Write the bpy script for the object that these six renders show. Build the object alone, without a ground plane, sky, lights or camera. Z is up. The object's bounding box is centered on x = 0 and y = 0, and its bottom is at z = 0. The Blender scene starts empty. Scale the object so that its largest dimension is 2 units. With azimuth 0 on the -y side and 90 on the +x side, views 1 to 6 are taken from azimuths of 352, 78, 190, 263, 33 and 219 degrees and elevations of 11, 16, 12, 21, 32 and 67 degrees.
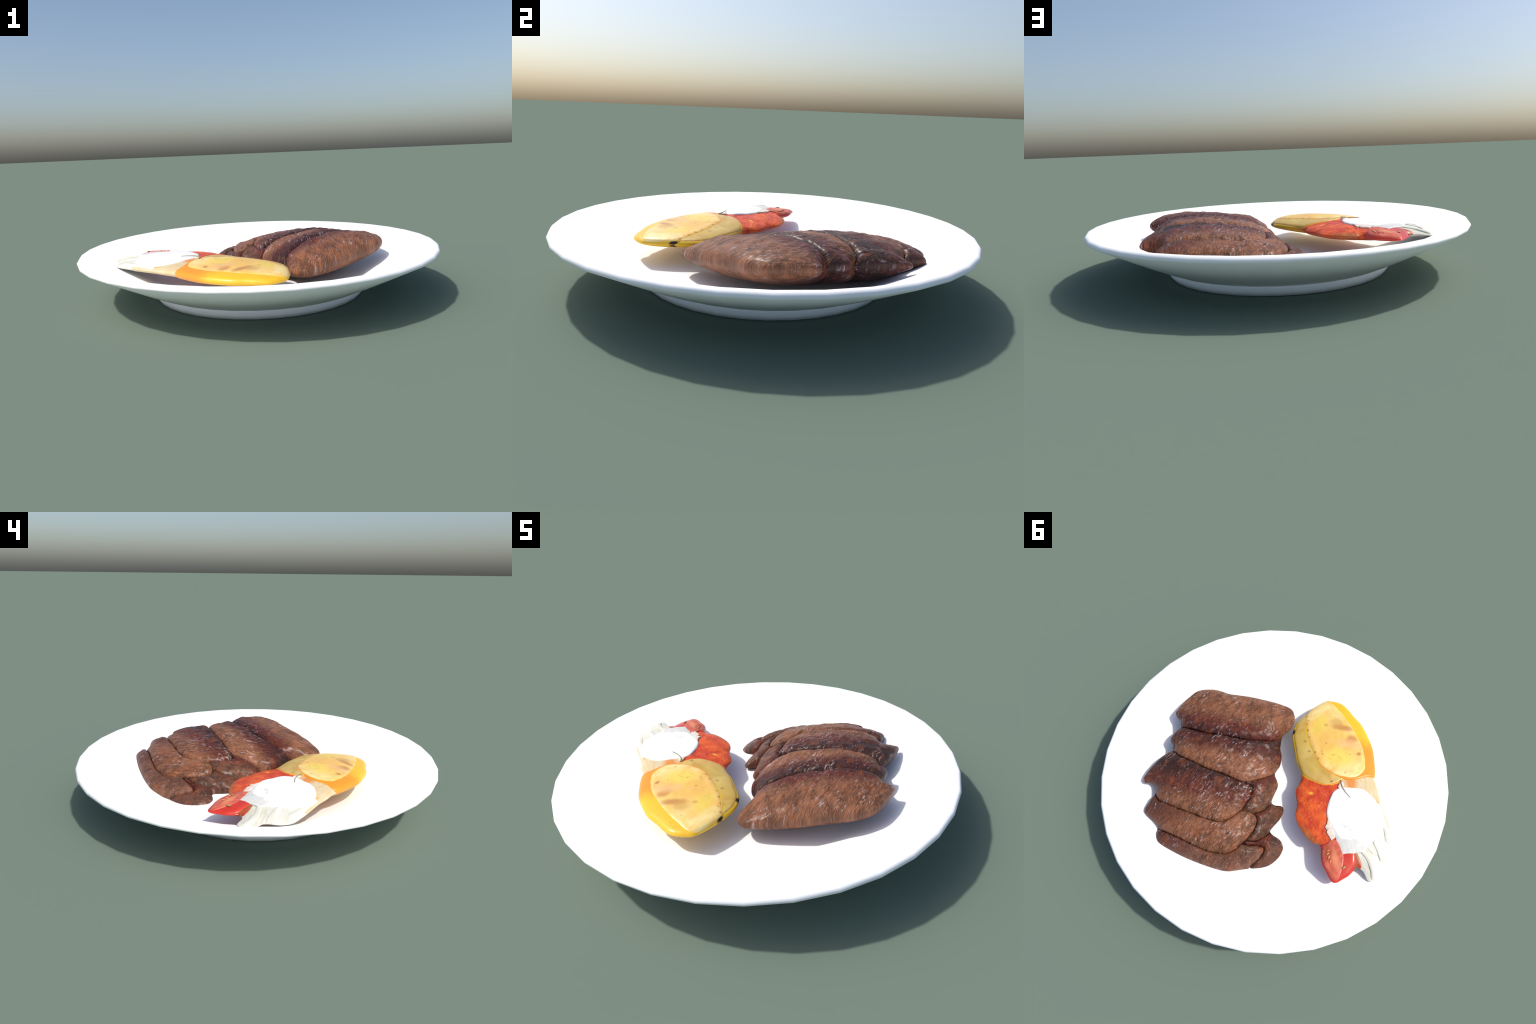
"""A white dinner plate with rolls of grilled minced meat, two slices of yellow squash,
red vegetable relish, a tomato wedge and pieces of onion, built part by part."""
import math
import bmesh
import bpy
import numpy as np
from mathutils import Vector, noise

# ----------------------------------------------------------------------------
# plane geometry helpers
# ----------------------------------------------------------------------------


def smooth_loop(points, steps=6):
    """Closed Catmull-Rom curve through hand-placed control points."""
    p = np.array(points, float)
    a, b, c, d = np.roll(p, 1, 0), p, np.roll(p, -1, 0), np.roll(p, -2, 0)
    out = []
    for t in np.linspace(0, 1, steps, endpoint=False):
        out.append(0.5 * (2 * b + (c - a) * t + (2 * a - 5 * b + 4 * c - d) * t**2 + (3 * b - a - 3 * c + d) * t**3))
    return np.stack(out, 1).reshape(-1, 2)


def signed_distance(loop, pts):
    """Distance to a closed loop, positive inside."""
    a, b = loop, np.roll(loop, -1, 0)
    ab = b - a
    best, inside = np.full(len(pts), 1e9), np.zeros(len(pts), bool)
    x, y = pts[:, 0], pts[:, 1]
    for i in range(len(a)):
        px, py = x - a[i, 0], y - a[i, 1]
        t = np.clip((px * ab[i, 0] + py * ab[i, 1]) / (ab[i] @ ab[i] + 1e-12), 0, 1)
        best = np.minimum(best, (px - t * ab[i, 0]) ** 2 + (py - t * ab[i, 1]) ** 2)
        if ab[i, 1] != 0:
            inside ^= ((a[i, 1] > y) != (b[i, 1] > y)) & (x < a[i, 0] + ab[i, 0] * (y - a[i, 1]) / ab[i, 1])
    return np.sqrt(best) * np.where(inside, 1, -1)


class Heap:
    """The common envelope of a pile of food: a cushion swelling from a tilted waist plane,
    as a membrane held along an outline swells under pressure."""

    def __init__(self, outline, plane, swell, belly=1.0, cell=0.008):
        self.loop, self.plane, self.swell, self.belly, self.cell = smooth_loop(outline, 5), plane, swell, belly, cell
        self.low = self.loop.min(0) - 4 * cell
        n = np.ceil((self.loop.max(0) - self.low) / cell).astype(int) + 5
        gx, gy = np.meshgrid(*(self.low[k] + cell * np.arange(n[k]) for k in (0, 1)), indexing="ij")
        d = signed_distance(self.loop, np.c_[gx.ravel(), gy.ravel()]).reshape(gx.shape)
        mask, u = d > 0, np.zeros(gx.shape)
        for _ in range(3500):
            u = np.where(mask, (np.roll(u, 1, 0) + np.roll(u, -1, 0) + np.roll(u, 1, 1) + np.roll(u, -1, 1) + cell * cell) / 4, 0)
        slope, known = np.where(d > 1.6 * cell, u / np.maximum(d, 1e-6), 0), (d > 1.6 * cell).astype(float)
        for _ in range(6):  # carry the edge slope outwards over the outline
            tot = sum(np.roll(slope * known, s, k) for s in (1, -1) for k in (0, 1))
            cnt = sum(np.roll(known, s, k) for s in (1, -1) for k in (0, 1))
            slope = np.where(known > 0, slope, tot / np.maximum(cnt, 1))
            known = np.maximum(known, (cnt > 0).astype(float))
        self.u, self.slope = u, slope

    def _sample(self, grid, p):
        f = (p - self.low) / self.cell
        i = np.clip(f.astype(int), 0, np.array(grid.shape) - 2)
        a, b = (f - i)[:, 0], (f - i)[:, 1]
        i, j = i[:, 0], i[:, 1]
        return grid[i, j] * (1 - a) * (1 - b) + grid[i + 1, j] * a * (1 - b) + grid[i, j + 1] * (1 - a) * b + grid[i + 1, j + 1] * a * b

    def waist(self, p):
        return self.plane[0] * p[:, 0] + self.plane[1] * p[:, 1] + self.plane[2]

    def height(self, p):
        d = np.maximum(signed_distance(self.loop, p), 0)
        near = self._sample(self.slope, p) * d
        mix = np.clip((d - 0.02) / 0.02, 0, 1)
        return self.swell * np.sqrt(np.maximum(near * (1 - mix) + self._sample(self.u, p) * mix, 0))


# ----------------------------------------------------------------------------
# building one piece of a heap
# ----------------------------------------------------------------------------


def link(ob, parent=None):
    bpy.context.scene.collection.objects.link(ob)
    if parent:
        ob.parent = parent
        ob.matrix_parent_inverse = parent.matrix_world.inverted()
    return ob


def mesh_object(name, verts, faces, mat, parent=None, smooth=True):
    """Mesh object whose origin stands at the middle of its underside."""
    v = np.array(verts, float)
    base = np.array([(v[:, 0].min() + v[:, 0].max()) / 2, (v[:, 1].min() + v[:, 1].max()) / 2, v[:, 2].min()])
    me = bpy.data.meshes.new(name)
    me.from_pydata([tuple(q) for q in v - base], [], faces)
    bm = bmesh.new()
    bm.from_mesh(me)
    bmesh.ops.remove_doubles(bm, verts=bm.verts, dist=1e-5)
    bmesh.ops.recalc_face_normals(bm, faces=bm.faces)
    bm.to_mesh(me)
    bm.free()
    me.polygons.foreach_set("use_smooth", [smooth] * len(me.polygons))
    ob = bpy.data.objects.new(name, me)
    ob.location = base
    if mat:
        me.materials.append(mat(base) if callable(mat) else mat)
    bpy.context.scene.collection.objects.link(ob)
    bpy.context.view_layer.update()
    if parent:
        ob.parent = parent
        ob.matrix_parent_inverse = parent.matrix_world.inverted()
    return ob


def piece(name, heap, outline, mat, parent=None, drop=0.02, round_over=0.04, lift=0.0, depth=9.0, tuck=0.0,
          lump=0.0, grain=14.0, axis=None, stations=90, around=44, ridge=None, smooth_outline=True, under_round=0.8, under=(), trench=0.032, trench_width=0.034):
    """Loft one piece: cross-sections of (outline within the heap's outline), rounded over along its own
    outline, following the heap's swell above and below."""
    loop = smooth_loop(outline, 5) if smooth_outline else np.array(outline, float)

    def depth_in(p):
        return np.minimum(signed_distance(loop, p), signed_distance(heap.loop, p))

    lo, hi = np.maximum(loop.min(0), heap.loop.min(0)), np.minimum(loop.max(0), heap.loop.max(0))
    gx, gy = np.meshgrid(np.arange(lo[0], hi[0], 0.004), np.arange(lo[1], hi[1], 0.004))
    g = np.c_[gx.ravel(), gy.ravel()]
    g = g[depth_in(g) > 0]
    mid = g.mean(0)
    if axis is None:
        e = np.linalg.eigh(np.cov((g - mid).T))[1][:, 1]
    else:
        e = np.array([math.cos(math.radians(axis)), math.sin(math.radians(axis))])
    f = np.array([-e[1], e[0]])
    s, w = (g - mid) @ e, (g - mid) @ f
    wl = np.linspace(w.min() - 0.01, w.max() + 0.01, 260)
    rings = []
    for k in range(stations):
        q = 0.5 - 0.5 * math.cos(math.pi * (k + 0.25) / (stations - 0.5))
        si = s.min() - 0.001 + q * (s.max() - s.min() + 0.002)
        line = mid + si * e + wl[:, None] * f
        d = depth_in(line)
        ins = np.concatenate([[0], (d > 0).astype(int), [0]])
        starts, ends = np.flatnonzero(np.diff(ins) == 1), np.flatnonzero(np.diff(ins) == -1)
        if not len(starts):
            continue
        r = np.argmax(ends - starts)
        i, j = starts[r], ends[r] - 1
        a = wl[i] - (wl[i] - wl[i - 1]) * d[i] / (d[i] - d[i - 1]) if i else wl[i]
        b = wl[j] + (wl[j + 1] - wl[j]) * d[j] / (d[j] - d[j + 1]) if j + 1 < len(wl) else wl[j]
        rings.append((si, a, b))
    t = 0.5 - 0.5 * np.cos(np.pi * np.linspace(0, 1, around))
    top = np.concatenate([mid + si * e + (a + (b - a) * t)[:, None] * f for si, a, b in rings])
    h, z0, d = heap.height(top), heap.waist(top), np.maximum(signed_distance(loop, top), 0)
    k = 1 - np.minimum(d / round_over, 1)
    fall = drop * (1 - np.sqrt(np.maximum(1 - k * k, 0)))
    fade = np.clip(h / 0.05, 0, 1)
    if lump:
        seed = sum(map(ord, name)) % 7 + 10 * mid[0]
        bumps = np.array([noise.fractal(Vector((x * grain, y * grain, seed)), 1.0, 2.0, 4) for x, y in top])
    else:
        bumps = 0.0
    for above in under:  # sink beneath the pieces lying on top of this one
        q = np.clip(1 + signed_distance(above, top) / trench_width, 0, 1)
        fall = np.maximum(fall, trench * (1 - np.sqrt(1 - q * q)))
    up = z0 + h + lift * np.clip(h / 0.012, 0, 1) - np.minimum(fall, h * 1.2) + lump * bumps * fade
    if ridge:
        up = up + ridge(top) * fade
    down = z0 - heap.belly * h * (1 - tuck) + np.minimum(fall, h * 0.9) * under_round
    down = np.minimum(np.maximum(down, up - depth), up)
    n, m = around, len(rings)
    verts = [(*top[i], up[i]) for i in range(n * m)] + [(*top[i], down[i]) for i in range(n * m)]
    faces, o = [], n * m
    for r in range(m - 1):
        for c in range(n - 1):
            i = r * n + c
            faces.append((i, i + 1, i + n + 1, i + n))
            faces.append((o + i, o + i + n, o + i + n + 1, o + i + 1))
        for i in (r * n, r * n + n - 1):
            faces.append((i, i + n, o + i + n, o + i))
    for r in (0, m - 1):
        for c in range(n - 1):
            i = r * n + c
            faces.append((i, i + 1, o + i + 1, o + i))
    return mesh_object(name, verts, faces, mat, parent)


def describe(ob, label, category):
    ob["label"], ob["category"] = label, category
    return ob


def empty(name, xyz):
    ob = bpy.data.objects.new(name, None)
    ob.location = xyz
    ob.empty_display_size = 0.05
    bpy.context.scene.collection.objects.link(ob)
    bpy.context.view_layer.update()
    return ob


# ----------------------------------------------------------------------------
# materials
# ----------------------------------------------------------------------------


class Nodes:
    """Small helper around a material's node tree; colours are linear RGB."""

    def __init__(self, name, base=(0, 0, 0)):
        self.mat = bpy.data.materials.new(name)
        self.mat.use_nodes = True
        self.t = self.mat.node_tree
        self.bsdf = self.t.nodes["Principled BSDF"]
        coord = self.t.nodes.new("ShaderNodeTexCoord")
        add = self.t.nodes.new("ShaderNodeVectorMath")
        add.inputs[1].default_value = base
        self.t.links.new(coord.outputs["Object"], add.inputs[0])
        self.place = add.outputs[0]  # position within the whole dish

    def put(self, socket, value):
        if isinstance(value, bpy.types.NodeSocket):
            self.t.links.new(value, socket)
        elif isinstance(value, (tuple, list)) and socket.type == "RGBA" and len(value) == 3:
            socket.default_value = (*value, 1)
        else:
            socket.default_value = value

    def mapped(self, scale=(1, 1, 1), turn=0.0, vec=None):
        m = self.t.nodes.new("ShaderNodeMapping")
        self.t.links.new(vec or self.place, m.inputs[0])
        m.vector_type = "TEXTURE"  # turned first, then stretched
        m.inputs["Rotation"].default_value = (0, 0, math.radians(turn))
        m.inputs["Scale"].default_value = tuple(1 / k for k in scale)
        return m.outputs[0]

    def noise(self, vec, scale, detail=4.0, rough=0.55, warp=0.0):
        n = self.t.nodes.new("ShaderNodeTexNoise")
        self.t.links.new(vec, n.inputs["Vector"])
        n.inputs["Scale"].default_value, n.inputs["Detail"].default_value = scale, detail
        n.inputs["Roughness"].default_value, n.inputs["Distortion"].default_value = rough, warp
        return n.outputs[0]

    def voronoi(self, vec, scale, out="Distance"):
        n = self.t.nodes.new("ShaderNodeTexVoronoi")
        self.t.links.new(vec, n.inputs["Vector"])
        n.inputs["Scale"].default_value = scale
        return n.outputs[out]

    def math(self, op, a, b=0.0, clamp=False):
        n = self.t.nodes.new("ShaderNodeMath")
        n.operation, n.use_clamp = op, clamp
        self.put(n.inputs[0], a)
        self.put(n.inputs[1], b)
        return n.outputs[0]

    def fit(self, v, lo, hi, smooth=True):
        n = self.t.nodes.new("ShaderNodeMapRange")
        n.interpolation_type = "SMOOTHSTEP" if smooth else "LINEAR"
        self.put(n.inputs[0], v)
        n.inputs[1].default_value, n.inputs[2].default_value = lo, hi
        return n.outputs[0]

    def mix(self, fac, a, b):
        n = self.t.nodes.new("ShaderNodeMix")
        n.data_type = "RGBA"
        self.put(n.inputs[0], fac)
        self.put(n.inputs[6], a)
        self.put(n.inputs[7], b)
        return n.outputs[2]

    def along(self, p, direction_deg):
        """Signed distance across a line through p; direction is that of growing values."""
        n = self.t.nodes.new("ShaderNodeVectorMath")
        n.operation = "DOT_PRODUCT"
        a = math.radians(direction_deg)
        self.t.links.new(self.place, n.inputs[0])
        n.inputs[1].default_value = (math.cos(a), math.sin(a), 0)
        return self.math("SUBTRACT", n.outputs["Value"], p[0] * math.cos(a) + p[1] * math.sin(a))

    def spot(self, centre, radii, turn=0.0, soft=0.5, ragged=None, rag=0.25):
        """1 inside an ellipse seen from above, fading to 0 outside; ragged is a noise to break its edge."""
        a = math.radians(turn)
        u, v = self.along(centre, turn), self.along(centre, turn + 90)
        u, v = self.math("DIVIDE", u, radii[0]), self.math("DIVIDE", v, radii[1])
        d = self.math("SQRT", self.math("ADD", self.math("MULTIPLY", u, u), self.math("MULTIPLY", v, v)))
        if ragged is not None:
            d = self.math("ADD", d, self.math("MULTIPLY", self.math("SUBTRACT", ragged, 0.5), rag * 4))
        return self.fit(d, 1 + soft, 1 - soft)

    def finish(self, colour, rough=0.5, bump=None, bump_strength=0.3, bump_distance=0.01, **other):
        self.put(self.bsdf.inputs["Base Color"], colour)
        self.put(self.bsdf.inputs["Roughness"], rough)
        for key, value in other.items():
            self.put(self.bsdf.inputs[key.replace("_", " ")], value)
        if bump is not None:
            b = self.t.nodes.new("ShaderNodeBump")
            b.inputs["Strength"].default_value, b.inputs["Distance"].default_value = bump_strength, bump_distance
            self.t.links.new(bump, b.inputs["Height"])
            self.t.links.new(b.outputs[0], self.bsdf.inputs["Normal"])
        return self.mat


def porcelain():
    n = Nodes("glazed_porcelain")
    v = n.noise(n.place, 6, 2)
    return n.finish(n.mix(v, (0.97, 0.97, 0.97), (1.0, 1.0, 1.0)), 0.5, Specular_IOR_Level=0.5)


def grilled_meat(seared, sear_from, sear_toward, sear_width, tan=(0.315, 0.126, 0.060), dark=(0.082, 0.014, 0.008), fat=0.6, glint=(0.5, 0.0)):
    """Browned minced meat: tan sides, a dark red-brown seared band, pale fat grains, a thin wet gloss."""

    def make(base):
        n = Nodes("grilled_meat", base)
        flat = n.mapped((1, 1.5, 0.2), 84)
        strand = n.mapped((1, 2.4, 0.2), 84)
        big, mid = n.noise(flat, 9, 5, 0.6), n.noise(strand, 19, 6, 0.62)
        fine = n.noise(strand, 60, 4, 0.6)
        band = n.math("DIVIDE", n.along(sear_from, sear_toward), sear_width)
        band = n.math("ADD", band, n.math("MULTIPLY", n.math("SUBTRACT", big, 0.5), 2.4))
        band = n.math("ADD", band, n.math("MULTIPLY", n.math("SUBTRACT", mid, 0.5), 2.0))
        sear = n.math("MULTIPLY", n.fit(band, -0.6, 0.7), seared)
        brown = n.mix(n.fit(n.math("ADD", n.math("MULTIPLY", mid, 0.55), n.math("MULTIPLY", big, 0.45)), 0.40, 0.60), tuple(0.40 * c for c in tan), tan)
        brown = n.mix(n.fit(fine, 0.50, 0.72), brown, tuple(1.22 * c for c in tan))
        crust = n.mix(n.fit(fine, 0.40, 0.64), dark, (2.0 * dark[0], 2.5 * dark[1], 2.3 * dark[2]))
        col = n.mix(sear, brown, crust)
        char = n.math("MULTIPLY", n.fit(band, 0.6, 1.9), seared * 0.8)  # blackens the colour toward each seam, for crevice shadow between rolls
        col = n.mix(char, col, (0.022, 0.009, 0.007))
        rust = n.math("MULTIPLY", n.fit(n.noise(flat, 17, 4, 0.6, 0.4), 0.52, 0.68), 0.6)
        col = n.mix(rust, col, (0.25, 0.068, 0.020))
        pits = n.fit(n.noise(strand, 44, 3, 0.5), 0.42, 0.31)
        col = n.mix(n.math("MULTIPLY", pits, 0.45), col, (0.045, 0.014, 0.009))
        where = n.math("MULTIPLY", n.fit(n.noise(flat, 7, 3, 0.6), 0.43, 0.60), n.fit(n.noise(strand, 15, 2), 0.40, 0.56))
        specks = n.fit(n.noise(strand, 44, 3, 0.55, 0.5), 0.555, 0.64)
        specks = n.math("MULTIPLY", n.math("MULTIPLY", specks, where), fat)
        col = n.mix(specks, col, (0.56, 0.45, 0.47))  # lavender-white sparkle of the wet surface, mixed into the base colour
        relief = n.math("ADD", n.math("MULTIPLY", mid, 0.45), n.math("MULTIPLY", fine, 0.7))
        return n.finish(col, 0.5, relief, 0.9, 0.024, Specular_IOR_Level=0.22, Coat_Weight=0.22, Coat_Roughness=0.3)

    return make


def squash_flesh(pale, deep, spots, seeds, dots, margin=None):
    def make(base):
        n = Nodes("roasted_squash_flesh", base)
        cloud, small = n.noise(n.place, 8, 4, 0.55, 0.6), n.noise(n.place, 30, 4)
        col = n.mix(n.fit(cloud, 0.35, 0.68), pale, deep)
        for c, r, turn, tint, amount in spots:
            col = n.mix(n.math("MULTIPLY", n.spot(c, r, turn, 0.6, cloud, 0.35), amount), col, tint)
        if margin:
            centre, radii, turn, tint = margin
            inner = n.spot(centre, radii, turn, 0.22, cloud, 0.25)
            col = n.mix(n.math("MULTIPLY", n.math("SUBTRACT", 1.0, inner), 0.55), col, tint)
        for c, r, turn in seeds:
            ring = n.math("SUBTRACT", n.spot(c, r, turn, 0.16), n.spot(c, (r[0] * 0.72, r[1] * 0.68), turn, 0.2), True)
            col = n.mix(n.math("MULTIPLY", n.math("MULTIPLY", ring, n.fit(small, 0.3, 0.7)), 0.5), col, (0.62, 0.42, 0.06))
        for c, r, tint in dots:
            col = n.mix(n.math("MULTIPLY", n.spot(c, (r, r * 0.75), 60, 0.85, small, 0.45), 0.75), col, tint)
        fleck = n.fit(n.noise(n.place, 46, 2), 0.70, 0.76)
        col = n.mix(n.math("MULTIPLY", fleck, 0.5), col, (0.36, 0.13, 0.03))
        return n.finish(col, 0.42, n.math("ADD", cloud, n.math("MULTIPLY", small, 0.4)), 0.3, 0.012, Coat_Weight=0.1, Coat_Roughness=0.25)

    return make


def squash_rind(chars):
    def make(base):
        n = Nodes("squash_rind", base)
        v, w = n.noise(n.place, 7, 3), n.noise(n.place, 34, 3)
        col = n.mix(n.fit(n.math("ADD", n.math("MULTIPLY", n.along((-0.28, -0.5), 150), 3.0), v), 0.3, 1.0), (0.76, 0.45, 0.022), (0.74, 0.27, 0.018))
        col = n.mix(n.math("MULTIPLY", n.fit(w, 0.58, 0.75), 0.4), col, (0.62, 0.22, 0.02))
        for c, r, turn in chars:
            col = n.mix(n.spot(c, r, turn, 0.35, w, 0.12), col, (0.035, 0.014, 0.008))
        return n.finish(col, 0.38, w, 0.12, 0.006, Specular_IOR_Level=0.35, Coat_Weight=0.1, Coat_Roughness=0.15)

    return make


def relish():
    def make(base):
        n = Nodes("pepper_relish", base)
        flat = n.mapped((1, 1, 0.4))
        a, b, c = n.noise(flat, 12, 5, 0.6, 0.5), n.noise(flat, 38, 4, 0.6), n.noise(flat, 22, 2)
        col = n.mix(n.fit(a, 0.34, 0.66), (0.52, 0.045, 0.016), (0.74, 0.120, 0.022))
        col = n.mix(n.math("MULTIPLY", n.fit(b, 0.56, 0.72), 0.6), col, (0.80, 0.17, 0.035))
        col = n.mix(n.fit(c, 0.68, 0.74), col, (0.36, 0.018, 0.012))
        col = n.mix(n.spot((-0.245, -0.03), (0.014, 0.009), 20, 0.4), col, (0.78, 0.34, 0.03))
        rim = n.spot((-0.40, 0.185), (0.10, 0.022), 165, 0.6, a, 0.3)
        col = n.mix(n.math("MULTIPLY", rim, 0.7), col, (0.36, 0.13, 0.035))
        return n.finish(col, 0.5, n.math("ADD", a, n.math("MULTIPLY", b, 0.6)), 0.8, 0.014, Specular_IOR_Level=0.25, Coat_Weight=0.12, Coat_Roughness=0.2)

    return make


def onion(light, shade, stain=(0.6, 0.4, 0.16), stained=0.0, turn=30.0, rings=0.25, patches=()):
    def make(base):
        n = Nodes("onion", base)
        streak = n.noise(n.mapped((1, 7, 0.4), turn), 14, 3, 0.5, 0.3)
        cloud = n.noise(n.place, 9, 4, 0.55, 0.5)
        col = n.mix(n.math("MULTIPLY", n.fit(streak, 0.4, 0.72), rings * 2), light, shade)
        if stained:
            col = n.mix(n.math("MULTIPLY", n.fit(cloud, 0.46, 0.70), stained), col, stain)
        for c, r, a, tint in patches:
            col = n.mix(n.spot(c, r, a, 0.6, cloud, 0.3), col, tint)
        return n.finish(col, 0.4, streak, 0.2, 0.006, Subsurface_Weight=0.08, Subsurface_Radius=(0.03, 0.025, 0.015))

    return make


def tomato_flesh():
    def make(base):
        n = Nodes("tomato_flesh", base)
        cloud, fine = n.noise(n.place, 16, 4, 0.55, 0.6), n.noise(n.place, 50, 3)
        col = n.mix(n.fit(cloud, 0.36, 0.66), (0.50, 0.085, 0.05), (0.66, 0.17, 0.10))
        core = n.spot((-0.575, 0.195), (0.055, 0.016), 140, 0.6, cloud, 0.2)
        col = n.mix(n.math("MULTIPLY", core, 0.8), col, (0.72, 0.26, 0.12))
        gel = n.spot((-0.525, 0.185), (0.038, 0.018), 130, 0.6, cloud, 0.3)
        col = n.mix(n.math("MULTIPLY", gel, 0.7), col, (0.34, 0.06, 0.025))
        return n.finish(col, 0.45, fine, 0.25, 0.006, Specular_IOR_Level=0.3, Coat_Weight=0.1, Coat_Roughness=0.2)

    return make


def plain(name, a, b, scale=20, rough=0.4, **other):
    def make(base):
        n = Nodes(name, base)
        v = n.noise(n.place, scale, 4)
        return n.finish(n.mix(n.fit(v, 0.35, 0.65), a, b), rough, v, 0.15, 0.005, **other)

    return make


# ----------------------------------------------------------------------------
# the plate: a turned profile with 36 sides
# ----------------------------------------------------------------------------
PROFILE = [(0.0, 0.078), (0.568, 0.078), (0.965, 0.2645), (0.990, 0.2648), (1.0, 0.2520), (0.9985, 0.2420),
           (0.76, 0.1195), (0.66, 0.0715), (0.607, 0.0485), (0.605, 0.0445), (0.6135, 0.0415), (0.588, 0.0), (0.560, 0.0), (0.545, 0.030), (0.0, 0.034)]


def build_plate():
    sides, verts, rows = 36, [], []
    for r, z in PROFILE:
        if r == 0:
            rows.append([len(verts)] * sides)
            verts.append((0, 0, z))
        else:
            rows.append(list(range(len(verts), len(verts) + sides)))
            verts += [(r * math.cos(math.tau * k / sides), r * math.sin(math.tau * k / sides), z) for k in range(sides)]
    faces = []
    for a, b in zip(rows, rows[1:]):
        for k in range(sides):
            q = [a[k], a[(k + 1) % sides], b[(k + 1) % sides], b[k]]
            faces.append(tuple(dict.fromkeys(q)))
    ob = mesh_object("plate", verts, faces, porcelain())
    creases = {round(PROFILE[k][1], 4): PROFILE[k][0] for k in (8, 9, 10)}  # where the foot ring meets the underside
    for e in ob.data.edges:
        a, b = (ob.data.vertices[i].co for i in e.vertices)
        if all(abs(c.z - z) < 1e-4 and abs(c.xy.length - r) < 1e-3 for c in (a, b) for z, r in creases.items()):
            e.use_edge_sharp = True
    return describe(ob, "round white porcelain dinner plate with a low foot ring", "plate")


build_plate()

# ----------------------------------------------------------------------------
# the meat rolls
# ----------------------------------------------------------------------------
MEAT_EDGE = [(0.699, -0.139), (0.628, -0.208), (0.538, -0.246), (0.462, -0.296), (0.367, -0.349), (0.271, -0.395), (0.198, -0.419),
             (0.159, -0.404), (0.129, -0.368), (0.119, -0.316), (0.129, -0.252), (0.107, -0.2), (0.084, -0.166), (0.053, -0.139),
             (0.025, -0.089), (0.021, -0.05), (0.013, -0.021), (-0.025, 0.003), (-0.046, 0.027), (-0.059, 0.077), (-0.073, 0.121),
             (-0.098, 0.127), (-0.138, 0.104), (-0.162, 0.121), (-0.175, 0.17), (-0.173, 0.259), (-0.201, 0.27), (-0.25, 0.267),
             (-0.286, 0.285), (-0.305, 0.312), (-0.311, 0.363), (-0.286, 0.437), (-0.208, 0.513), (-0.168, 0.556), (-0.134, 0.593),
             (-0.084, 0.623), (0.021, 0.663), (0.125, 0.695), (0.252, 0.721), (0.293, 0.711), (0.315, 0.682), (0.33, 0.657),
             (0.362, 0.645), (0.449, 0.636), (0.466, 0.568), (0.47, 0.522), (0.493, 0.486), (0.532, 0.483), (0.561, 0.504),
             (0.584, 0.499), (0.594, 0.436), (0.59, 0.33), (0.568, 0.259), (0.576, 0.235), (0.62, 0.219), (0.631, 0.176),
             (0.629, 0.115), (0.654, 0.088), (0.71, 0.07), (0.719, 0.023), (0.717, -0.057)]
meat = Heap(MEAT_EDGE, (0.1613, -0.0284, 0.1305), 0.588)

# where one roll meets the next, seen from above, from the outer end to the inner
SEAM_A = [(0.70, 0.112), (0.617, 0.116), (0.532, 0.088), (0.469, 0.067), (0.391, 0.021), (0.319, -0.02), (0.249, -0.064), (0.182, -0.123),
          (0.135, -0.173), (0.115, -0.235), (0.06, -0.27)]
SEAM_B = [(0.66, 0.268), (0.543, 0.262), (0.487, 0.263), (0.426, 0.251), (0.367, 0.241), (0.303, 0.225), (0.233, 0.196), (0.173, 0.178),
          (0.122, 0.162), (0.09, 0.133), (0.056, 0.084), (0.031, 0.032), (0.010, -0.034), (-0.06, -0.08)]
SEAM_C = [(0.09, 0.152), (0.055, 0.139), (0.036, 0.168), (0.022, 0.212), (0.015, 0.271), (0.018, 0.312), (0.037, 0.38), (0.067, 0.421),
          (0.092, 0.435), (0.16, 0.464), (0.226, 0.484), (0.3, 0.509), (0.357, 0.523), (0.425, 0.535), (0.50, 0.53), (0.60, 0.56)]
SEAM_D = [(0.0, 0.29), (-0.048, 0.262), (-0.081, 0.268), (-0.101, 0.303), (-0.11, 0.361), (-0.102, 0.441), (-0.085, 0.511), (-0.043, 0.549),
          (0.02, 0.583), (0.092, 0.606), (0.161, 0.622), (0.225, 0.636), (0.279, 0.650), (0.34, 0.665), (0.42, 0.69)]


def shifted(line, dx, dy):
    return [(x + dx, y + dy) for x, y in line]




def shoulder(p):
    """The first two rolls stay plump up to their inner ends."""
    return 0.017 * np.exp(-((p[:, 0] - 0.175) ** 2 + (p[:, 1] + 0.24) ** 2) / 0.085**2)


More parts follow.
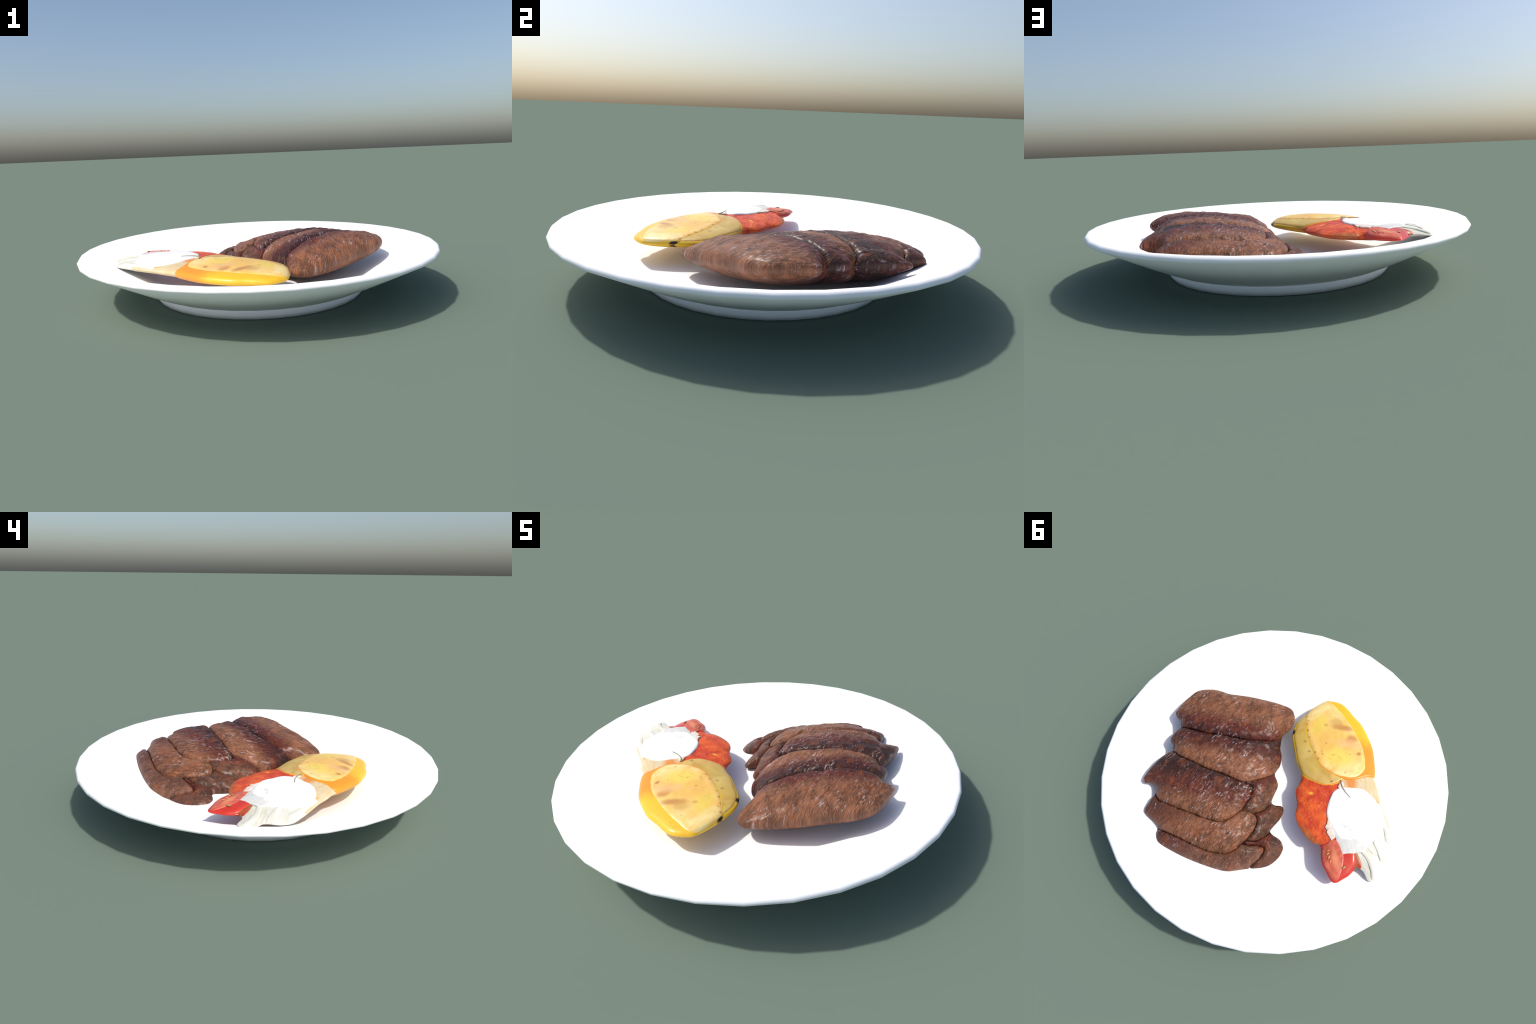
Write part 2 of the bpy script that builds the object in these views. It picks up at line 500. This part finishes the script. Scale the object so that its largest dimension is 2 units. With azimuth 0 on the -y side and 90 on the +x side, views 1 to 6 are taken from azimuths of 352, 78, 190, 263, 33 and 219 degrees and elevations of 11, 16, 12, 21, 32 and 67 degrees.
WIDE = 0.03  # how far a roll reaches under the one on top of it
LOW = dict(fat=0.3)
OUTER = [
    SEAM_A + [(0.0, -0.45), (0.2, -0.52), (0.5, -0.42), (0.8, -0.25), (0.85, 0.0), (0.80, 0.10)],
    shifted(SEAM_A[2:], 0.012, -WIDE)[::-1] + [(0.59, 0.10), (0.64, 0.117), (0.70, 0.15), (0.70, 0.24)] + SEAM_B,
    shifted(SEAM_B[:9], 0.010, -WIDE)[::-1] + [(0.70, 0.28), (0.72, 0.50), (0.60, 0.54), (0.515, 0.50)] + SEAM_C[::-1][2:],
    [(0.505, 0.52), (0.478, 0.503), (0.445, 0.515)] + shifted(SEAM_C[7:-2], 0.010, -WIDE)[::-1] + [(0.035, 0.335), (0.0, 0.285)] + SEAM_D[1:] + [(0.60, 0.72), (0.62, 0.60)],
    shifted(SEAM_D[6:], 0.006, -WIDE)[::-1] + [(-0.105, 0.44), (-0.136, 0.422), (-0.18, 0.385), (-0.214, 0.372), (-0.226, 0.42), (-0.216, 0.48), (-0.20, 0.56),
                                               (-0.18, 0.66), (0.05, 0.80), (0.32, 0.80), (0.46, 0.72)],
    # the three ends of the lower layer that look out on the inner side
    [(0.10, 0.15), (0.11, 0.10), (0.08, 0.03), (0.04, -0.05), (-0.06, -0.06), (-0.10, 0.0), (-0.13, 0.09), (-0.085, 0.140), (-0.077, 0.204), (-0.048, 0.258),
     (0.0, 0.295), (0.045, 0.29), (0.065, 0.20)],
    [(0.045, 0.33), (0.03, 0.26), (-0.03, 0.21), (-0.05, 0.18), (-0.065, 0.13), (-0.10, 0.09), (-0.15, 0.05), (-0.22, 0.12), (-0.205, 0.20),
     (-0.181, 0.275), (-0.173, 0.325), (-0.147, 0.375), (-0.08, 0.41), (-0.05, 0.34)],
    [(-0.04, 0.50), (-0.06, 0.38), (-0.11, 0.34), (-0.140, 0.30), (-0.155, 0.25), (-0.20, 0.22), (-0.36, 0.22), (-0.40, 0.36), (-0.33, 0.50),
     (-0.20, 0.62), (-0.10, 0.66), (-0.07, 0.58)],
]
ABOVE = [(), (0,), (1,), (2,), (3,), (1, 2), (2, 3, 5), (3, 4, 6)]  # which rolls lie on top of each
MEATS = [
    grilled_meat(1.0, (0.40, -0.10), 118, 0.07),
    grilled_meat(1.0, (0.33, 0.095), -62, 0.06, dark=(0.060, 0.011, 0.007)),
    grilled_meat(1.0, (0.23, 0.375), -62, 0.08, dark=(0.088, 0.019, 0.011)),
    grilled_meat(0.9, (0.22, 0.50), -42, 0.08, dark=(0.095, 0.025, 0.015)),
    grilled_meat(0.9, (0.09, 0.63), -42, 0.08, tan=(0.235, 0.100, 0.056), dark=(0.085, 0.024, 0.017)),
    grilled_meat(1.0, (0.0, 0.12), -10, 0.05, tan=(0.19, 0.076, 0.038), **LOW),  # lower three ends: browns darkened for the shade under the upper rolls
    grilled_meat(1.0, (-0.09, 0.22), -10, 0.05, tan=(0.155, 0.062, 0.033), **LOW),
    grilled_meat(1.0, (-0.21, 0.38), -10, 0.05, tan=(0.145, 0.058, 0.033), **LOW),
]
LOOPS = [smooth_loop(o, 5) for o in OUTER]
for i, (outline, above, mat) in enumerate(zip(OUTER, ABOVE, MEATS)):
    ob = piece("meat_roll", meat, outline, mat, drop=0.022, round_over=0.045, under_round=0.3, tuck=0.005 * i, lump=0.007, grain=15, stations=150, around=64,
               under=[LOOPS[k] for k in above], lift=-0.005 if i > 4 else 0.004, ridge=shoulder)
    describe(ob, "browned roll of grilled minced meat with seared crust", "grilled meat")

# ----------------------------------------------------------------------------
# the vegetables
# ----------------------------------------------------------------------------
GREENS_EDGE = [(0.039, -0.605), (-0.032, -0.635), (-0.09, -0.628), (-0.152, -0.607), (-0.217, -0.589), (-0.292, -0.547), (-0.364, -0.494),
               (-0.424, -0.425), (-0.463, -0.373), (-0.487, -0.331), (-0.537, -0.29), (-0.588, -0.24), (-0.657, -0.187), (-0.718, -0.14),
               (-0.775, -0.091), (-0.799, -0.06), (-0.808, -0.022), (-0.8, 0.015), (-0.784, 0.054), (-0.814, 0.092), (-0.818, 0.141),
               (-0.799, 0.174), (-0.774, 0.174), (-0.735, 0.152), (-0.695, 0.156), (-0.692, 0.181), (-0.688, 0.218), (-0.673, 0.255),
               (-0.657, 0.291), (-0.63, 0.301), (-0.58, 0.279), (-0.526, 0.25), (-0.465, 0.179), (-0.429, 0.192), (-0.376, 0.187),
               (-0.296, 0.158), (-0.249, 0.118), (-0.218, 0.065), (-0.16, 0.0), (-0.151, -0.052), (-0.123, -0.101), (-0.049, -0.149),
               (0.025, -0.22), (0.073, -0.27), (0.102, -0.346), (0.097, -0.437), (0.086, -0.501), (0.065, -0.567)]
greens = Heap(GREENS_EDGE, (-0.0074, 0.007, 0.193), 0.302)

# front squash slice: rind all round, showing as a broad crescent on the outer side
slice_front = describe(empty("squash_slice", (-0.18, -0.41, 0.15)), "thick roasted slice of yellow squash, pale face", "squash")
A_RIM = [(0.106, -0.444), (0.13, -0.50), (0.10, -0.60), (0.04, -0.68), (-0.10, -0.70), (-0.25, -0.63), (-0.38, -0.55), (-0.49, -0.42),
         (-0.49, -0.355), (-0.441, -0.308), (-0.405, -0.254), (-0.358, -0.216), (-0.293, -0.192), (-0.233, -0.187), (-0.173, -0.194), (-0.109, -0.230),
         (-0.05, -0.272), (0.004, -0.310), (0.050, -0.360)]
A_FACE = [(0.087, -0.43), (0.084, -0.499), (0.070, -0.565), (0.035, -0.594), (-0.034, -0.584), (-0.128, -0.552), (-0.211, -0.514), (-0.285, -0.473),
          (-0.346, -0.424), (-0.39, -0.374), (-0.412, -0.324), (-0.396, -0.269), (-0.354, -0.229), (-0.292, -0.205), (-0.232, -0.200), (-0.175, -0.206),
          (-0.11, -0.241), (-0.052, -0.284), (-0.003, -0.321), (0.039, -0.366)]
piece("rind", greens, A_RIM, squash_rind([((0.098, -0.452), (0.022, 0.014), 90)]), slice_front, drop=0.010, round_over=0.012, lift=0.004, stations=110, around=60)
piece("flesh", greens, A_FACE,
      squash_flesh((0.82, 0.65, 0.27), (0.80, 0.44, 0.08),
                   [((-0.16, -0.37), (0.17, 0.11), 20, (0.78, 0.44, 0.08), 0.85), ((-0.02, -0.42), (0.07, 0.04), 100, (0.76, 0.55, 0.08), 0.8),
                    ((-0.24, -0.30), (0.08, 0.05), 30, (0.80, 0.58, 0.10), 0.85), ((-0.15, -0.485), (0.055, 0.020), 30, (0.46, 0.20, 0.05), 0.85),
                    ((-0.235, -0.445), (0.038, 0.026), 60, (0.50, 0.22, 0.05), 0.85), ((-0.10, -0.49), (0.04, 0.03), 20, (0.56, 0.31, 0.06), 0.7),
                    ((-0.30, -0.44), (0.14, 0.03), 25, (0.76, 0.46, 0.20), 0.7)],
                   [((-0.03, -0.385), (0.024, 0.013), 110), ((-0.05, -0.45), (0.022, 0.012), 70), ((-0.23, -0.285), (0.045, 0.024), 20), ((-0.10, -0.35), (0.026, 0.014), 60)],
                   [((-0.323, -0.397), 0.012, (0.24, 0.08, 0.03)), ((-0.058, -0.435), 0.012, (0.50, 0.28, 0.05)), ((-0.13, -0.335), 0.005, (0.40, 0.16, 0.04)),
                    ((-0.285, -0.36), 0.004, (0.45, 0.15, 0.05)), ((-0.155, -0.265), 0.006, (0.45, 0.20, 0.05)), ((-0.21, -0.30), 0.005, (0.5, 0.22, 0.05)),
                    ((0.055, -0.44), 0.004, (0.4, 0.16, 0.05)), ((0.078, -0.42), 0.008, (0.42, 0.19, 0.05)),
                    ((0.045, -0.372), 0.010, (0.40, 0.17, 0.05)), ((0.012, -0.340), 0.009, (0.36, 0.14, 0.04)), ((-0.025, -0.308), 0.007, (0.42, 0.17, 0.05)),
                    ((-0.112, -0.247), 0.007, (0.45, 0.18, 0.05)), ((-0.150, -0.225), 0.008, (0.45, 0.2, 0.06)), ((-0.33, -0.25), 0.008, (0.5, 0.26, 0.08))],
                   margin=((-0.165, -0.392), (0.285, 0.160), 145, (0.78, 0.44, 0.08))),
      slice_front, drop=0.006, round_over=0.022, lift=0.0075, depth=0.03, lump=0.0025, grain=18, stations=110, around=60)

# the slice behind it
slice_back = describe(empty("squash_slice", (-0.10, -0.26, 0.15)), "roasted slice of yellow squash, partly covered", "squash")
B_RIM = [(0.11, -0.50), (0.16, -0.43), (0.17, -0.34), (0.12, -0.24), (0.06, -0.17), (-0.03, -0.11), (-0.113, -0.092), (-0.16, -0.086), (-0.205, -0.090), (-0.278, -0.107),
         (-0.325, -0.148), (-0.35, -0.20), (-0.33, -0.28), (-0.15, -0.34), (0.0, -0.44)]
B_FACE = [(0.084, -0.50), (0.088, -0.43), (0.089, -0.345), (0.060, -0.272), (0.015, -0.225), (-0.055, -0.156), (-0.125, -0.107), (-0.205, -0.101), (-0.276, -0.119),
          (-0.318, -0.158), (-0.34, -0.21), (-0.33, -0.27), (-0.15, -0.33), (0.0, -0.43)]
piece("rind", greens, B_RIM, squash_rind([((0.085, -0.285), (0.026, 0.016), 50)]), slice_back, drop=0.010, round_over=0.012,
      lift=0.0, tuck=0.05, stations=90, around=50)
piece("flesh", greens, B_FACE,
      squash_flesh((0.62, 0.44, 0.12), (0.52, 0.30, 0.05),
                   [((0.0, -0.29), (0.10, 0.05), 50, (0.56, 0.37, 0.06), 0.6), ((-0.16, -0.185), (0.10, 0.035), 30, (0.56, 0.38, 0.08), 0.6),
                    ((-0.23, -0.13), (0.07, 0.02), 20, (0.60, 0.36, 0.10), 0.6)],
                   [((0.052, -0.335), (0.024, 0.018), 60), ((-0.20, -0.17), (0.030, 0.012), 25), ((-0.145, -0.19), (0.030, 0.012), 60), ((-0.02, -0.29), (0.03, 0.012), 70)],
                   [((-0.08, -0.235), 0.008, (0.35, 0.12, 0.03)), ((-0.02, -0.275), 0.008, (0.35, 0.14, 0.03)), ((-0.30, -0.155), 0.008, (0.16, 0.09, 0.04))]),
      slice_back, drop=0.004, round_over=0.012, lift=0.003, depth=0.03, lump=0.002, grain=20, stations=90, around=50)

# red relish
relish_spoonful = piece("vegetable_relish", greens,
                        [(-0.10, -0.13), (-0.06, -0.05), (-0.10, 0.06), (-0.17, 0.14), (-0.25, 0.21), (-0.38, 0.24), (-0.452, 0.215), (-0.480, 0.180),
                         (-0.498, 0.158), (-0.56, 0.10), (-0.56, -0.02), (-0.48, -0.14), (-0.38, -0.20), (-0.27, -0.20), (-0.17, -0.16)],
                        relish(), drop=0.008, round_over=0.02, lift=-0.003, tuck=0.09, lump=0.0035, grain=22, stations=120, around=70)
describe(relish_spoonful, "spoonful of coarse orange-red pepper and tomato relish", "relish")

# fried onion lying under everything on the outer side
fried = piece("fried_onion", greens,
              [(-0.335, -0.195), (-0.36, -0.26), (-0.42, -0.33), (-0.50, -0.40), (-0.60, -0.32), (-0.72, -0.22), (-0.745, -0.17), (-0.705, -0.125), (-0.66, -0.06),
               (-0.56, -0.04), (-0.46, -0.10)],
              onion((0.64, 0.53, 0.33), (0.54, 0.42, 0.22), (0.60, 0.36, 0.12), 0.45, turn=-40, rings=0.35, patches=[((-0.385, -0.225), (0.060, 0.030), -45, (0.66, 0.25, 0.05)), ((-0.60, -0.205), (0.05, 0.007), -40, (0.62, 0.34, 0.09))]), drop=0.006, round_over=0.015, lift=-0.002, tuck=0.13, lump=0.002, stations=90, around=50)
describe(fried, "limp golden fried onion, translucent and brown edged", "onion")

# tomato wedge
wedge = describe(empty("tomato_wedge", (-0.58, 0.2, 0.16)), "wedge of ripe red tomato, cut face up", "tomato")
piece("skin", greens,
      [(-0.49, 0.14), (-0.455, 0.20), (-0.50, 0.28), (-0.58, 0.32), (-0.65, 0.34), (-0.70, 0.30), (-0.705, 0.25), (-0.698, 0.217), (-0.690, 0.166),
       (-0.669, 0.13), (-0.63, 0.09), (-0.56, 0.08), (-0.50, 0.11)],
      plain("tomato_skin", (0.50, 0.034, 0.02), (0.58, 0.055, 0.03), 12, 0.25, Specular_IOR_Level=0.35, Coat_Weight=0.12, Coat_Roughness=0.15), wedge, drop=0.010, round_over=0.02,
      lift=0.001, tuck=0.16, stations=70, around=40)
piece("flesh", greens,
      [(-0.492, 0.150), (-0.489, 0.19), (-0.522, 0.237), (-0.581, 0.272), (-0.626, 0.292), (-0.650, 0.286), (-0.653, 0.265), (-0.643, 0.225),
       (-0.623, 0.182), (-0.598, 0.149), (-0.537, 0.112), (-0.50, 0.118)],
      tomato_flesh(), wedge, drop=0.003, round_over=0.010, lift=0.0035, depth=0.012, lump=0.003, grain=24, stations=60, around=36)


def grain_seed(name, parent, xy, z, size, turn, mat):
    """A small flat seed: a squashed ball lying on the face."""
    bm = bmesh.new()
    bmesh.ops.create_uvsphere(bm, u_segments=14, v_segments=8, radius=1)
    a = math.radians(turn)
    vs = []
    for v in bm.verts:
        x, y = v.co.x * size[0], v.co.y * size[1] * (1 - 0.35 * v.co.x)
        vs.append((xy[0] + x * math.cos(a) - y * math.sin(a), xy[1] + x * math.sin(a) + y * math.cos(a), z + v.co.z * size[2]))
    fs = [[v.index for v in f.verts] for f in bm.faces]
    bm.free()
    return mesh_object(name, vs, fs, mat, parent)


def on(heap, x, y, lift):
    p = np.array([[x, y]])
    return float(heap.waist(p)[0] + heap.height(p)[0] + lift)


seed_mat = plain("tomato_seed", (0.60, 0.19, 0.05), (0.64, 0.26, 0.08), 60)
for x, y, turn in ((-0.520, 0.180, 60), (-0.528, 0.195, 75), (-0.545, 0.208, 100), (-0.565, 0.222, 110)):
    grain_seed("seed", wedge, (x, y), on(greens, x, y, 0.0040), (0.011, 0.004, 0.0025), turn, seed_mat)
grain_seed("stem_scar", wedge, (-0.641, 0.205), on(greens, -0.641, 0.205, 0.005), (0.014, 0.006, 0.003), 75, plain("stem_scar", (0.22, 0.12, 0.04), (0.36, 0.22, 0.08), 60))

# raw onion pieces
ONIONS = [
    ("sliver of white onion standing out below", [(-0.60, 0.07), (-0.632, 0.105), (-0.682, 0.150), (-0.72, 0.20), (-0.79, 0.24), (-0.86, 0.20), (-0.87, 0.12), (-0.83, 0.05), (-0.748, 0.0), (-0.66, 0.02)],
     -0.006, 0.20, 0.9, 0.006, onion((0.64, 0.62, 0.53), (0.52, 0.52, 0.39), turn=-25, rings=0.45)),  # under layers toned down to cream and grey-green, soft shading painted in
    ("broad curved white onion layer on the outer side", [(-0.64, 0.02), (-0.70, 0.048), (-0.75, 0.040), (-0.785, 0.028), (-0.84, 0.01), (-0.86, -0.06), (-0.80, -0.13), (-0.722, -0.165), (-0.67, -0.14), (-0.62, -0.06)],
     -0.004, 0.25, 0.9, 0.006, onion((0.68, 0.67, 0.58), (0.55, 0.55, 0.41), turn=-30, rings=0.35)),
    ("pointed white onion layer under the top slice", [(-0.435, 0.086), (-0.45, 0.04), (-0.52, 0.0), (-0.62, 0.0), (-0.682, 0.045), (-0.650, 0.100), (-0.61, 0.133), (-0.583, 0.160), (-0.545, 0.132), (-0.51, 0.097), (-0.48, 0.094)],
     0.0035, 0.0, 0.02, 0.003, onion((0.68, 0.67, 0.63), (0.57, 0.56, 0.50), turn=-40, rings=0.45)),
    ("large flat slice of white onion lying on top", [(-0.382, 0.006), (-0.36, -0.043), (-0.345, -0.106), (-0.357, -0.150), (-0.389, -0.180), (-0.423, -0.205), (-0.475, -0.232), (-0.541, -0.228), (-0.609, -0.205), (-0.664, -0.162),
      (-0.687, -0.115), (-0.690, -0.048), (-0.679, 0.010), (-0.656, 0.050), (-0.625, 0.078), (-0.582, 0.090), (-0.53, 0.090), (-0.482, 0.074), (-0.444, 0.056), (-0.408, 0.035)],
     0.0045, 0.0, 0.02, 0.007, onion((0.85, 0.84, 0.82), (0.80, 0.78, 0.74), turn=20, rings=0.2)),
]
for label, outline, lift, tuck, depth, drop, mat in ONIONS:
    ob = piece("onion_slice", greens, outline, mat, drop=drop, round_over=0.014, lift=lift, tuck=tuck, depth=depth, lump=0.004, grain=11,
               stations=80, around=50)
    describe(ob, label, "onion")


def strip(spine, width):
    """Outline of a tapering ragged strip along a bent spine."""
    p = np.array(spine)
    d = np.gradient(p, axis=0)
    side = np.c_[-d[:, 1], d[:, 0]] / np.linalg.norm(d, axis=1)[:, None]
    w = width * np.linspace(0.55, 1.0, len(p))[:, None]
    return [tuple(q) for q in np.concatenate([p + side * w, (p - side * w * 0.8)[::-1]])]


for spine, width, lift in (([(-0.630, 0.062), (-0.690, 0.072), (-0.735, 0.088), (-0.780, 0.118), (-0.812, 0.150)], 0.022, 0.002),
                           ([(-0.590, -0.215), (-0.645, -0.168), (-0.705, -0.118), (-0.755, -0.070)], 0.022, 0.001),
                           ([(-0.690, -0.020), (-0.735, 0.005), (-0.765, 0.022), (-0.795, 0.030)], 0.024, 0.002)):
    ob = piece("onion_shred", greens, strip(spine, width), onion((0.70, 0.69, 0.61), (0.57, 0.56, 0.42), turn=-35, rings=0.4), drop=0.005, round_over=0.018,
               lift=lift, depth=0.012, lump=0.002, grain=40, stations=44, around=18)
    describe(ob, "bent ragged shred of raw white onion", "onion")
for outline, lift in (([(-0.340, -0.180), (-0.352, -0.196), (-0.372, -0.176), (-0.362, -0.146), (-0.348, -0.150)], 0.006),
                      ([(-0.428, 0.088), (-0.425, 0.062), (-0.408, 0.030), (-0.440, 0.040), (-0.462, 0.072)], 0.005),
                      ([(-0.452, 0.104), (-0.446, 0.080), (-0.47, 0.07), (-0.51, 0.10), (-0.50, 0.125)], 0.005)):
    ob = piece("onion_shred", greens, outline, onion((0.78, 0.66, 0.55), (0.66, 0.46, 0.34), turn=60), drop=0.003, round_over=0.008, lift=lift, depth=0.010,
               stations=24, around=16, smooth_outline=False)
    describe(ob, "tiny torn shred of pale onion", "onion")

# scrap of relish and skin beside the wedge
scrap = piece("relish_scrap", greens, [(-0.60, 0.10), (-0.645, 0.09), (-0.70, 0.12), (-0.722, 0.150), (-0.715, 0.175), (-0.685, 0.18), (-0.66, 0.15)],
              plain("relish_scrap", (0.42, 0.05, 0.02), (0.30, 0.12, 0.03), 40), drop=0.006, round_over=0.014, lift=-0.003, tuck=0.3, stations=36, around=24)
describe(scrap, "small scrap of red relish beside the tomato", "relish")


def sprig():
    """A thread of dill: a tapering bent tube lying on squash and onion."""
    pts = [(-0.338, -0.196, 0.010), (-0.350, -0.178, 0.012), (-0.374, -0.161, 0.013), (-0.406, -0.148, 0.0125), (-0.443, -0.140, 0.0115)]
    fine = []
    for i in range(len(pts) - 1):
        for t in np.linspace(0, 1, 6, endpoint=i == len(pts) - 2):
            fine.append([a + (b - a) * t for a, b in zip(pts[i], pts[i + 1])])
    verts, faces, k = [], [], 8
    for i, (x, y, l) in enumerate(fine):
        r = 0.0028 * (1 - 0.5 * i / len(fine))
        a, b = fine[max(i - 1, 0)], fine[min(i + 1, len(fine) - 1)]
        d = np.array([b[0] - a[0], b[1] - a[1]])
        d /= np.linalg.norm(d)
        z = on(greens, x, y, l - 0.003)
        for j in range(k):
            c, s = math.cos(math.tau * j / k) * r, math.sin(math.tau * j / k) * r
            verts.append((x - d[1] * c, y + d[0] * c, z + s))
    for i in range(len(fine) - 1):
        for j in range(k):
            faces.append((i * k + j, i * k + (j + 1) % k, (i + 1) * k + (j + 1) % k, (i + 1) * k + j))
    faces += [tuple(range(k)), tuple((len(fine) - 1) * k + j for j in range(k))]
    return describe(mesh_object("herb_sprig", verts, faces, plain("dill", (0.20, 0.21, 0.07), (0.27, 0.27, 0.11), 60)), "thin curved thread of green dill", "herb")


sprig()
